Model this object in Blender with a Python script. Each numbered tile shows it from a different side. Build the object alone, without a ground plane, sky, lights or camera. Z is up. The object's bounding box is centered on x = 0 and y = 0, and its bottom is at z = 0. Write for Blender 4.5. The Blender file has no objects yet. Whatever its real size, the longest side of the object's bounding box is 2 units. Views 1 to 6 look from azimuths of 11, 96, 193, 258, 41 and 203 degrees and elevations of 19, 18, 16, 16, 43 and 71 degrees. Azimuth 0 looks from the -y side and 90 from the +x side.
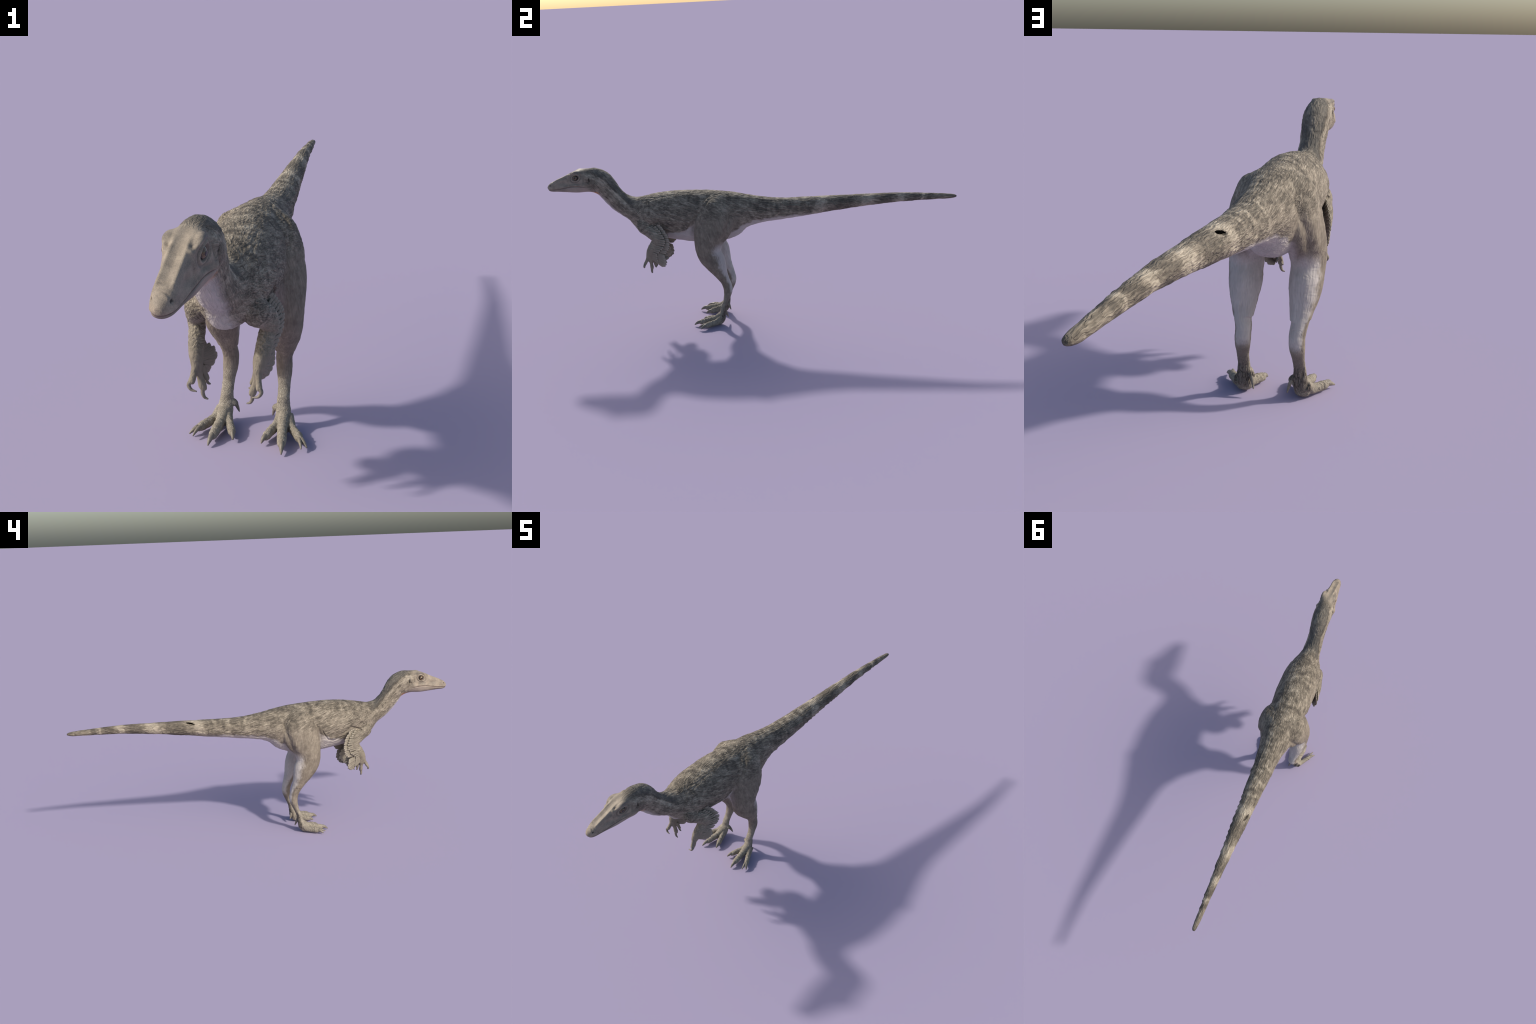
# A small slender two-legged dinosaur with a coat of short feathery fur, standing, tail straight behind.
# Faces -Y, is symmetric about x = 0; built from lofted profiles fused into one skin, then split into parts.
import bpy, bmesh, math
import numpy as np
from mathutils import Vector, Matrix

VOXEL = 0.0017
rng = np.random.default_rng(7)

# ------------------------------------------------------------------ small maths helpers
def lerp_curve(xs, ys):
    xs, ys = np.asarray(xs, float), np.asarray(ys, float)
    return lambda t: np.interp(t, xs, ys)

def smooth(a, b, t):
    t = np.clip((t - a) / (b - a), 0, 1)
    return t * t * (3 - 2 * t)

def bump(t, c, w):
    return np.exp(-((t - c) / w) ** 2)

def catmull(P, n):
    """resample rows of P with a Catmull-Rom curve, n steps per span (centripetal-free, clamped ends)"""
    P = np.asarray(P, float)
    Q = np.vstack([2 * P[0] - P[1], P, 2 * P[-1] - P[-2]])
    out = []
    for i in range(1, len(Q) - 2):
        p0, p1, p2, p3 = Q[i - 1:i + 3]
        for k in range(n):
            t = k / n
            out.append(0.5 * (2 * p1 + (p2 - p0) * t + (2 * p0 - 5 * p1 + 4 * p2 - p3) * t ** 2
                              + (3 * p1 - p0 - 3 * p2 + p3) * t ** 3))
    out.append(P[-1])
    return np.array(out)

def hash3(i, j, k, seed):
    h = (i * 374761393 + j * 668265263 + k * 2147483647 + seed * 144665) & 0xFFFFFFFF
    h = ((h ^ (h >> 13)) * 1274126177) & 0xFFFFFFFF
    return ((h ^ (h >> 16)) & 0xFFFF) / 32767.5 - 1.0

def vnoise(P, seed=0):
    """value noise in [-1, 1] at points P (n,3)"""
    P = np.asarray(P, float)
    I = np.floor(P).astype(np.int64)
    F = P - I
    F = F * F * F * (F * (F * 6 - 15) + 10)
    r = 0
    for dx in (0, 1):
        wx = F[:, 0] if dx else 1 - F[:, 0]
        for dy in (0, 1):
            wy = F[:, 1] if dy else 1 - F[:, 1]
            for dz in (0, 1):
                wz = F[:, 2] if dz else 1 - F[:, 2]
                r = r + wx * wy * wz * hash3(I[:, 0] + dx, I[:, 1] + dy, I[:, 2] + dz, seed)
    return r

# ------------------------------------------------------------------ lofts
def loft(rings, verts, faces):
    """closed tube through equally sized rings, ends capped with a fan"""
    base = len(verts)
    m = len(rings[0])
    for r in rings:
        verts.extend(map(tuple, r))
    for i in range(len(rings) - 1):
        a, b = base + i * m, base + (i + 1) * m
        for j in range(m):
            k = (j + 1) % m
            faces.append((a + j, a + k, b + k, b + j))
    for ring, first in ((0, True), (len(rings) - 1, False)):
        c = len(verts)
        verts.append(tuple(np.mean(rings[ring], axis=0)))
        o = base + ring * m
        for j in range(m):
            k = (j + 1) % m
            faces.append((o + k, o + j, c) if first else (o + j, o + k, c))

def tube(points, verts, faces, m=20, n=6, up=(1, 0, 0), power=2.0):
    """tube: rows (x, y, z, a, b); a = half size along `up`, b = half size across it"""
    C = catmull(points, n)
    pos = C[:, :3]
    T = np.gradient(pos, axis=0)
    T /= np.linalg.norm(T, axis=1)[:, None]
    ang = np.linspace(0, 2 * np.pi, m, endpoint=False)
    ca, sa = np.cos(ang), np.sin(ang)
    ca = np.sign(ca) * np.abs(ca) ** (2 / power)
    sa = np.sign(sa) * np.abs(sa) ** (2 / power)
    rings = []
    for p, t, a, b in zip(pos, T, C[:, 3], C[:, 4]):
        u = np.array(up, float); u -= t * (u @ t); u /= np.linalg.norm(u)
        v = np.cross(t, u)
        a, b = max(a, 1e-4), max(b, 1e-4)
        rings.append(p + np.outer(ca * a, u) + np.outer(sa * b, v))
    loft(rings, verts, faces)

def mirror_rows(rows):
    return [(-r[0],) + tuple(r[1:]) for r in rows]

# ------------------------------------------------------------------ the trunk: snout tip -> tail tip
# dorsal y,z | ventral y,z | half width | taper (+ = wider below) | squareness
SPINE = [
    (-.999, .7125, -.999, .7005, .006, .00, 2.0),
    (-.990, .7250, -.990, .6905, .0155, .00, 2.1),
    (-.975, .7340, -.975, .6865, .0215, .05, 2.3),
    (-.945, .7470, -.945, .6860, .0248, .12, 2.6),
    (-.910, .7610, -.910, .6840, .0285, .20, 2.7),
    (-.880, .7745, -.880, .6820, .0335, .18, 2.8),
    (-.850, .7885, -.850, .6800, .0380, .02, 3.0),
    (-.820, .7965, -.825, .6800, .0425, .08, 2.5),
    (-.785, .7990, -.800, .6810, .0465, .16, 2.1),
    (-.755, .8010, -.777, .6790, .0475, .15, 2.0),
    (-.725, .7940, -.757, .6730, .0465, .10, 2.0),
    (-.698, .7800, -.742, .6640, .0450, .00, 2.0),
    (-.675, .7590, -.727, .6450, .0435, .00, 2.0),
    (-.655, .7280, -.708, .6210, .0420, .00, 2.0),
    (-.638, .6980, -.686, .5960, .0415, .02, 2.0),
    (-.618, .6740, -.660, .5740, .0430, .04, 2.0),
    (-.596, .6570, -.630, .5520, .0455, .02, 2.0),
    (-.565, .6480, -.603, .5330, .0500, .02, 1.95),
    (-.535, .6510, -.582, .5020, .0610, .04, 1.9),
    (-.505, .6570, -.562, .4790, .0750, .04, 1.9),
    (-.470, .6640, -.530, .4650, .0870, .02, 1.9),
    (-.430, .6700, -.480, .4500, .0960, .02, 1.95),
    (-.380, .6750, -.410, .4310, .1000, .02, 1.95),
    (-.330, .6770, -.345, .4205, .1005, .01, 2.0),
    (-.270, .6770, -.280, .4120, .0970, .00, 2.05),
    (-.200, .6740, -.200, .4120, .0920, .00, 2.0),
    (-.130, .6680, -.130, .4180, .0870, .00, 2.0),
    (-.080, .6610, -.080, .4330, .0810, .00, 2.0),
    (-.045, .6550, -.045, .4520, .0740, .00, 2.0),
    (-.010, .6470, -.015, .4800, .0660, .00, 2.0),
    (.030, .6400, .030, .4965, .0590, .00, 2.0),
    (.080, .6320, .080, .5060, .0550, .00, 2.0),
    (.130, .6270, .130, .5130, .0525, .00, 2.0),
    (.200, .6250, .200, .5225, .0475, .00, 2.0),
    (.300, .6270, .300, .5370, .0420, .00, 2.0),
    (.400, .6290, .400, .5515, .0375, .00, 2.0),
    (.500, .6305, .500, .5655, .0320, .00, 2.0),
    (.600, .6330, .600, .5780, .0265, .00, 2.0),
    (.700, .6345, .700, .5875, .0215, .00, 2.0),
    (.800, .6310, .800, .5930, .0175, .00, 2.0),
    (.900, .6265, .900, .5965, .0140, .00, 2.0),
    (.960, .6210, .960, .5985, .0115, .00, 2.0),
    (.985, .6180, .985, .6010, .0090, .00, 2.0),
    (.9965, .6130, .9965, .6060, .0040, .00, 2.0),
]

def trunk(verts, faces, m=56):
    S = catmull(SPINE, 5)
    ang = np.linspace(0, 2 * np.pi, m, endpoint=False)
    rings = []
    for dy, dz, vy, vz, w, taper, n in S:
        D, V = np.array([dy, dz]), np.array([vy, vz])
        c, h = (D + V) / 2, (D - V) / 2
        H = np.linalg.norm(h)
        up = h / H
        b = math.sqrt(max(H * H - 0.09 * w * w, 1e-7))       # profile was read from a little above
        ca = np.sign(np.cos(ang)) * np.abs(np.cos(ang)) ** (2 / n)
        sa = np.sign(np.sin(ang)) * np.abs(np.sin(ang)) ** (2 / n)
        n_top = n + 3.2 * float(bump(dy, -.853, .026)) + 1.3 * float(smooth(-.98, -.95, dy) * smooth(-.86, -.90, dy))
        ct = np.sign(np.cos(ang)) * np.abs(np.cos(ang)) ** (2 / n_top)
        st = np.abs(np.sin(ang)) ** (2 / n_top)
        ca, sa = np.where(sa > 0, ct, ca), np.where(sa > 0, st, sa)        # flat-topped muzzle and brow
        tuck = .26 * smooth(-.60, -.50, dy) * smooth(-.16, -.26, dy)       # flanks draw in towards the belly
        x = w * ca * (1 - taper * sa) * (1 - tuck * np.maximum(0, -sa) ** 1.3)
        yz = c + np.outer(sa * b, up)
        rings.append(np.column_stack([x, yz]))
    loft(rings, verts, faces)

# ------------------------------------------------------------------ hind limb: sections by height
# z | inner x, outer x | front y, rear y
LEG = [
    (.662, .005, .045, -.205, -.110),
    (.646, .008, .072, -.228, -.100),
    (.624, .010, .098, -.242, -.088),
    (.588, .010, .117, -.254, -.075),
    (.545, .010, .128, -.260, -.068),
    (.500, .015, .136, -.264, -.074),
    (.460, .022, .140, -.264, -.094),
    (.430, .034, .140, -.262, -.112),
    (.400, .041, .138, -.260, -.126),
    (.370, .041, .136, -.254, -.118),
    (.340, .040, .134, -.240, -.113),
    (.320, .043, .130, -.225, -.112),
    (.300, .048, .124, -.207, -.110),
    (.270, .054, .113, -.180, -.106),
    (.245, .0575, .106, -.160, -.099),
    (.220, .055, .101, -.145, -.092),
    (.195, .055, .100, -.137, -.088),
    (.170, .057, .100, -.136, -.0925),
    (.150, .061, .0985, -.139, -.101),
    (.130, .064, .098, -.143, -.110),
    (.100, .065, .099, -.157, -.122),
    (.075, .064, .102, -.168, -.1305),
    (.050, .063, .106, -.181, -.134),
    (.028, .063, .110, -.189, -.137),
    (.010, .066, .109, -.191, -.147),
    (.002, .072, .104, -.190, -.158),
]

# side outlines were read at the outer face; bring them to the middle of the limb
LEG = [(q[0] - .007 * min(1, max(0, (q[0] - .02) / .12)), q[1], q[2],
        q[3] - .004 + (.008 if q[0] < .08 else 0), q[4] - .005 - (.005 if .09 < q[0] < .45 else 0) - .005 * float(bump(q[0], .43, .05))) for q in LEG]

def leg(verts, faces, side, m=32):
    S = catmull(LEG, 5)
    ang = np.linspace(0, 2 * np.pi, m, endpoint=False)
    rings = []
    for z, xi, xo, yf, yr in S:
        egg = .50 * smooth(.37, .46, z) * np.maximum(0, np.sin(ang)) ** 2 * (np.cos(ang) > 0)   # thigh thins to the rear
        x = (xi + xo) / 2 + np.cos(ang) * (xo - xi) / 2 * (1 - egg)
        y = (yf + yr) / 2 + np.sin(ang) * (yr - yf) / 2
        rings.append(np.column_stack([side * x, y, np.full(m, z)]))
    loft(rings if side < 0 else rings, verts, faces)

# toes: x, y, z, half width, half height
TOES = [
    [(.086, -.158, .050, .018, .017), (.088, -.190, .0300, .0145, .0160), (.091, -.218, .0225, .0132, .0165),
     (.0945, -.243, .0185, .0128, .0150), (.0970, -.262, .0158, .0115, .0122), (.098, -.272, .0140, .0070, .0075)],
    [(.078, -.158, .040, .014, .015), (.068, -.188, .0235, .0115, .0155), (.058, -.212, .0200, .0108, .0150),
     (.050, -.231, .0165, .0108, .0130), (.046, -.242, .0145, .0070, .0080)],
    [(.098, -.153, .042, .015, .016), (.112, -.180, .0220, .0118, .0150), (.127, -.205, .0182, .0108, .0145),
     (.140, -.224, .0165, .0108, .0135), (.1470, -.236, .0145, .0072, .0080)],
]
HALLUX = [(.070, -.150, .066, .0095, .0095), (.0600, -.148, .060, .0092, .0092), (.0560, -.143, .053, .0055, .0055)]

# claws: x, y, z, radius
TOE_CLAWS = [
    [(.0965, -.258, .0185, .0078), (.099, -.273, .0175, .0070), (.1008, -.286, .0122, .0048), (.102, -.2970, .0045, .0012)],
    [(.0490, -.232, .0185, .0068), (.0450, -.243, .0178, .0062), (.0420, -.252, .0135, .0044), (.0400, -.2595, .0080, .0014)],
    [(.1430, -.227, .0180, .0066), (.1510, -.237, .0175, .0060), (.1590, -.246, .0135, .0042), (.1662, -.2545, .0075, .0012)],
    [(.1390, -.230, .0185, .0056), (.1440, -.243, .0195, .0048), (.1485, -.256, .0165, .0034), (.1522, -.2685, .0105, .0010)],
    [(.0590, -.1445, .058, .0056), (.0555, -.140, .048, .0046), (.0520, -.1355, .035, .0032), (.0496, -.1310, .0230, .0008)],
]

# ------------------------------------------------------------------ fore limb: x, y, z, half width in x, half depth
ARM = [
    (.046, -.508, .540, .026, .034),
    (.064, -.516, .518, .0305, .038),
    (.0730, -.496, .500, .0280, .033),
    (.0860, -.462, .475, .0235, .030),
    (.0900, -.446, .452, .0212, .028),
    (.0850, -.458, .432, .0195, .0265),
    (.0820, -.474, .410, .0192, .0250),
    (.0785, -.489, .388, .0178, .0230),
    (.0755, -.497, .368, .0150, .0195),
    (.0735, -.498, .352, .0122, .0200),
    (.0715, -.499, .338, .0085, .0150),
    (.0700, -.500, .330, .0050, .0080),
]
# feathered web behind the wrist
WEB = [(.0770, -.468, .405, .0060, .012), (.0715, -.454, .380, .0105, .016), (.0690, -.448, .354, .0120, .018),
       (.0690, -.451, .332, .0090, .013), (.0690, -.454, .322, .0055, .008)]
FINGERS = [
    [(.0760, -.508, .356, .0085, .0090), (.0775, -.517, .340, .0070, .0075), (.0805, -.525, .326, .0072, .0074), (.0820, -.5265, .319, .0048, .0050)],
    [(.0705, -.499, .345, .0085, .0090), (.0670, -.4975, .322, .0072, .0078), (.0610, -.498, .299, .0074, .0076), (.0590, -.499, .290, .0048, .0050)],
    [(.0660, -.487, .348, .0070, .0080), (.0610, -.4825, .328, .0058, .0066), (.0565, -.4805, .314, .0056, .0060), (.0550, -.480, .308, .0040, .0044)],
]
FINGER_CLAWS = [
    [(.0815, -.5255, .3270, .0048), (.0865, -.529, .3160, .0042), (.0800, -.532, .3060, .0030), (.0662, -.533, .3028, .0009)],
    [(.0595, -.4985, .2960, .0048), (.0605, -.500, .2830, .0042), (.0560, -.5003, .2715, .0030), (.0468, -.5005, .2672, .0009)],
    [(.0560, -.4805, .3130, .0038), (.0555, -.480, .3050, .0032), (.0520, -.479, .2985, .0024), (.0465, -.478, .2962, .0008)],
]

# ------------------------------------------------------------------ build and fuse the skin
verts, faces = [], []
trunk(verts, faces)
for s in (1, -1):
    flip = (lambda r: r) if s > 0 else mirror_rows
    leg(verts, faces, s)
    for row in TOES:
        tube(flip(row), verts, faces, m=18)
    tube(flip(HALLUX), verts, faces, m=16)
    tube(flip(ARM), verts, faces, m=26)
    tube(flip(WEB), verts, faces, m=20)
    for row in FINGERS:
        tube(flip(row), verts, faces, m=14)

raw = bpy.data.meshes.new("skin_raw")
raw.from_pydata(verts, [], faces)
bm = bmesh.new(); bm.from_mesh(raw)
bmesh.ops.recalc_face_normals(bm, faces=bm.faces)
bm.to_mesh(raw); bm.free()
tmp = bpy.data.objects.new("skin_raw", raw)
bpy.context.scene.collection.objects.link(tmp)
md = tmp.modifiers.new("fuse", 'REMESH')
md.mode = 'VOXEL'; md.voxel_size = VOXEL; md.adaptivity = 0
dg = bpy.context.evaluated_depsgraph_get()
skin = bpy.data.meshes.new_from_object(tmp.evaluated_get(dg))
bpy.data.objects.remove(tmp); bpy.data.meshes.remove(raw)

nv, nf = len(skin.vertices), len(skin.polygons)
co = np.empty(nv * 3); skin.vertices.foreach_get("co", co); co = co.reshape(-1, 3)
quads = np.empty(len(skin.loops), np.int64); skin.loops.foreach_get("vertex_index", quads)
quads = quads.reshape(-1, 4)
ed = np.vstack([quads[:, [0, 1]], quads[:, [1, 2]], quads[:, [2, 3]], quads[:, [3, 0]]])
ed = np.unique(np.sort(ed, axis=1), axis=0)
deg = np.bincount(ed.ravel(), minlength=nv).astype(float)[:, None]

def average(A):
    out = np.empty_like(A)
    for k in range(A.shape[1]):
        out[:, k] = np.bincount(ed[:, 0], A[ed[:, 1], k], nv) + np.bincount(ed[:, 1], A[ed[:, 0], k], nv)
    return out / deg

def vertex_normals(P):
    a, b, c, d = (P[quads[:, k]] for k in range(4))
    fn = np.cross(c - a, d - b)
    n = np.zeros_like(P)
    for k in range(4):
        for ax in range(3):
            n[:, ax] += np.bincount(quads[:, k], fn[:, ax], nv)
    return n / (np.linalg.norm(n, axis=1)[:, None] + 1e-12)

def relax(P, it, weight=1.0, lam=.55, mu=-.58):
    for _ in range(it):
        P = P + weight * lam * (average(P) - P)
        P = P + weight * mu * (average(P) - P)
    return P

co = relax(co, 6)
# soften where limbs run into the trunk (plain averaging, only there)
ax = np.abs(co[:, 0])
join = bump(co[:, 2], .56, .07) * bump(co[:, 1], -.17, .13) * smooth(.05, .075, ax)
join = np.maximum(join, bump(co[:, 2], .505, .035) * bump(co[:, 1], -.50, .05) * smooth(.03, .06, ax))
join = np.clip(join * 1.3, 0, 1)[:, None]
for _ in range(60):
    co = co + join * .5 * (average(co) - co)

x, y, z = co.T.copy()
ax = np.abs(x)
N = vertex_normals(co)

# profile functions used again for relief, region limits and colours
S = np.array(SPINE)
dorsal = lerp_curve(S[:, 0], S[:, 1])
ventral = lerp_curve(S[:, 2], S[:, 3])
L = np.array(LEG)[::-1]
leg_y = lerp_curve(L[:, 0], (L[:, 3] + L[:, 4]) / 2)
leg_hy = lerp_curve(L[:, 0], (L[:, 4] - L[:, 3]) / 2)
leg_x = lerp_curve(L[:, 0], (L[:, 1] + L[:, 2]) / 2)
leg_hx = lerp_curve(L[:, 0], (L[:, 2] - L[:, 1]) / 2)
MOUTH_Y = [-.992, -.984, -.955, -.927, -.898, -.871, -.844, -.817, -.794, -.78]
MOUTH_Z = [.6985, .6990, .7005, .7045, .7100, .7150, .7160, .7155, .7145, .7135]
mouth_z = lerp_curve(MOUTH_Y, MOUTH_Z)

# ------------------------------------------------------------------ relief
EYE = (.0262, -.8420, .7585)
def relief():
    d = np.zeros(nv)
    side = smooth(.3, .8, np.abs(N[:, 0]))
    head = smooth(-.755, -.785, y)
    # --- head
    ry, rz = y - EYE[1], z - EYE[2]
    rr = np.sqrt((ry * .88) ** 2 + ((rz - .22 * ry) * 1.16) ** 2)                               # almond opening, lower in front
    lateral = smooth(.012, .022, ax)
    up = smooth(.35, .8, N[:, 2])
    d += head * lateral * (-.0105 * bump(rr, 0, .0160) + .0034 * (.7 + .5 * smooth(-.004, .008, rz)) * bump(rr, .0178, .0034) - .0030 * bump(rr, .0245, .0026))
    brow_line = .7885 + .32 * np.minimum(0, y + .852)
    d += head * side * .0042 * bump(z, brow_line - .0085, .0050) * smooth(-.878, -.866, y) * smooth(-.812, -.828, y)
    d += .0040 * bump(z, brow_line - .001, .0060) * smooth(.020, .032, ax) * smooth(-.888, -.868, y) * smooth(-.800, -.835, y)
    d += .0040 * bump(y, -.881, .0055) * bump(z, .7685, .0055) * smooth(.014, .022, ax)         # lump before the eye
    d -= .0034 * bump(y, -.868, .0045) * bump(ax, .024, .007) * up                             # pit behind it
    d -= .0026 * bump(ax, .0, .010) * bump(y, -.845, .035) * up                                # groove between brows
    d += .0028 * bump(ax, .0145, .0042) * smooth(-.975, -.95, y) * smooth(-.84, -.88, y) * up  # two ridges along the snout
    d -= .0018 * bump(ax, .0, .006) * smooth(-.965, -.94, y) * smooth(-.86, -.90, y) * up
    d += .0011 * np.sin(y * 560 + 2.5 * vnoise(co * 55, 21)) * smooth(-.94, -.965, y) * up * .6  # nose wrinkles
    m = z - mouth_z(y)
    inmouth = smooth(-.786, -.800, y) * smooth(-.998, -.985, y) * smooth(.25, .5, np.abs(N[:, 0]) + (N[:, 1] < -.3))
    d -= inmouth * .0022 * bump(m, 0, .0017)
    d += inmouth * .0010 * (bump(m, .0045, .003) + bump(m, -.0045, .003))
    d += head * side * (-.0048 * bump(y, -.912, .026) * bump(z, .731, .011)                    # hollow before the eye
                        - .0022 * bump(y, -.888, .005) * bump(z, .742, .020)                   # crease before the eye
                        - .0046 * bump(y, -.802, .0050) * bump(z, .752, .018)                  # groove behind the eye
                        - .0050 * bump(y, -.842, .022) * bump(z, .7310, .0050)                 # fold under the eye
                        + .0048 * bump(y, -.803, .016) * bump(z, .722, .011)
                        - .0028 * bump(y, -.783, .006) * bump(z, .733, .008)
                        + .0050 * bump(y, -.782, .0095) * bump(z, .762, .015)
                        - .0050 * bump(np.hypot(y + .782, (z - .762) * .8), .0185, .0035) * smooth(-.790, -.778, y))                  # ear tuft
    d -= .0050 * bump(y, -.7735, .0032) * bump(z, .7475, .011) * side                          # ear slit
    d -= .0032 * bump(y, -.9805, .0042) * bump(z - .35 * (y + .98), .7195, .0030) * smooth(.004, .010, ax)   # nostril
    d -= .0035 * bump(y + .3 * (z - .7), -.766, .008) * bump(z, .715, .028) * side                # neck sets in behind the jaw
    d += .0030 * bump(y, -.790, .022) * bump(z, .700, .012) * side                             # jaw corner
    # --- coat: tufts that step along the flow
    fur = smooth(-.80, -.74, y) * smooth(.12, .17, z)
    q = co * np.array([42., 15., 42.])
    n1 = vnoise(q, 1); n2 = vnoise(co * np.array([110., 40., 110.]) + 5 * n1[:, None], 2)
    onl = np.maximum(smooth(.41, .385, z), smooth(.58, .50, z) * smooth(.06, .085, ax) * smooth(-.30, -.25, y) * smooth(.02, -.06, y))
    lv = np.column_stack([x, y * .97 + z * .25, (y * .25 - z * .97) * .24])
    tv = co * np.array([1., .24, 1.]) + np.column_stack([0 * y, 0 * y, np.interp(y, [-1, -.55, -.08, .12, 1], [-.25, -.20, -.02, .02, .04])])
    tuft = vnoise(tv * 160, 31) * (1 - onl) + vnoise(lv * 160, 32) * onl
    d += fur * (.0010 * n1 + .0005 * n2 + (.0010 - .0007 * onl) * tuft)
    ph = y * 21 + 1.1 * vnoise(co * np.array([26., 9., 26.]), 3) + 3 * vnoise(co * 7, 4)
    saw = ph - np.floor(ph)
    tail_amt = smooth(-.05, .1, y) * smooth(.98, .90, y) * smooth(.60, .90, np.abs(N[:, 0]))
    neck_amt = smooth(-.76, -.72, y) * smooth(-.55, -.6, y) * smooth(.75, .95, np.abs(N[:, 0])) * .5
    d += (tail_amt * (.0068 - .0034 * y) * np.where(x > 0, 1.0, .35) + neck_amt * .0026) * (saw ** 2.0 - .33) * smooth(1.0, .86, saw)
    # flat muscles of thigh and flank
    rear_y = lerp_curve([.40, .412, .486, .544, .608, .653], [-.143, -.139, -.109, -.091, -.080, -.072])(z)
    front_y = lerp_curve([.43, .517, .557, .597, .645], [-.270, -.264, -.250, -.219, -.175])(z)
    out = smooth(.05, .08, ax)
    d -= out * smooth(.40, .46, z) * smooth(.665, .62, z) * .0046 * bump(y, rear_y + .004, .0085)   # crease behind the thigh
    d += out * smooth(.42, .47, z) * smooth(.66, .62, z) * .0030 * bump(y, rear_y - .020, .012)
    d -= out * smooth(.47, .51, z) * smooth(.655, .63, z) * .0048 * bump(y, front_y - .004, .0080)  # and before it
    d += out * .0050 * bump(y, -.175, .024) * bump(z, .626, .018)                                   # knob of the hip
    d -= out * .0030 * bump(y + .35 * (z - .5), -.150, .010) * bump(z, .49, .05)                    # parting between thigh muscles
    # folds of the flank, the arm pit and the shoulder
    side_out = smooth(.03, .06, ax)
    fold_z = lerp_curve([-.42, -.387, -.347, -.314, -.295, -.27], [.497, .489, .474, .482, .508, .545])(y)
    d -= side_out * .0042 * bump(z, fold_z, .0045) * smooth(-.42, -.39, y) * smooth(-.272, -.29, y)
    d += side_out * .0022 * bump(z, fold_z + .013, .008) * smooth(-.42, -.39, y) * smooth(-.272, -.29, y)
    pit_z = lerp_curve([-.50, -.481, -.434, -.395], [.512, .523, .540, .508])(y)
    d -= side_out * .0060 * bump(z, pit_z + .003, .0050) * smooth(-.505, -.485, y) * smooth(-.385, -.405, y)
    sh_y = lerp_curve([.52, .538, .585, .622], [-.552, -.548, -.521, -.468])(z)
    d -= side_out * .0026 * bump(y, sh_y, .010) * smooth(.515, .535, z) * smooth(.635, .61, z)
    # fur ends in a ragged ledge above the heel
    led = .244 + .006 * vnoise(co * 60, 6)
    lw = smooth(.34, led + .001, z) * smooth(led - .0015, led + .0015, z)
    onleg = (z < .36) & (z > .2)
    d += onleg * lw * .0042 * (smooth(.2, .8, -np.sign(x) * N[:, 0]) + .6 * smooth(.5, .9, np.sign(x) * N[:, 0]))
    # --- scaly feet
    foot = smooth(.15, .10, z)
    c = vnoise(co * 190, 8)
    d += foot * (.0004 * c + .0005 * vnoise(co * 95, 9))
    ridge = np.abs(vnoise(co * np.array([150., 150., 22.]), 10))
    rear = smooth(.2, .7, N[:, 1])
    d -= smooth(.13, .085, z) * rear * .0030 * smooth(.22, 0, ridge)
    toe = smooth(-.175, -.20, y) * (z < .06)
    d += toe * .0010 * smooth(.0, .6, N[:, 2]) * np.sin(y * 430 + 2 * vnoise(co * 60, 11))
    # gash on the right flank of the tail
    g = ((y - GASH[1]) / .023) ** 2 + ((z - GASH[2] - .22 * (y - GASH[1])) / .0046) ** 2
    d -= .012 * smooth(1.0, .5, g) * (x < 0) * (np.abs(y - GASH[1]) < .05)
    return d + .0007
GASH = (-.029, .391, .617)
co = co + N * relief()[:, None]
co = relax(co, 1, lam=.4, mu=-.42)
co[:, 2] -= min(0, co[:, 2].min())
co[:, 2] = np.where(co[:, 2] < .02, np.maximum(co[:, 2], .0003), co[:, 2])
N = vertex_normals(co)

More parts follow.
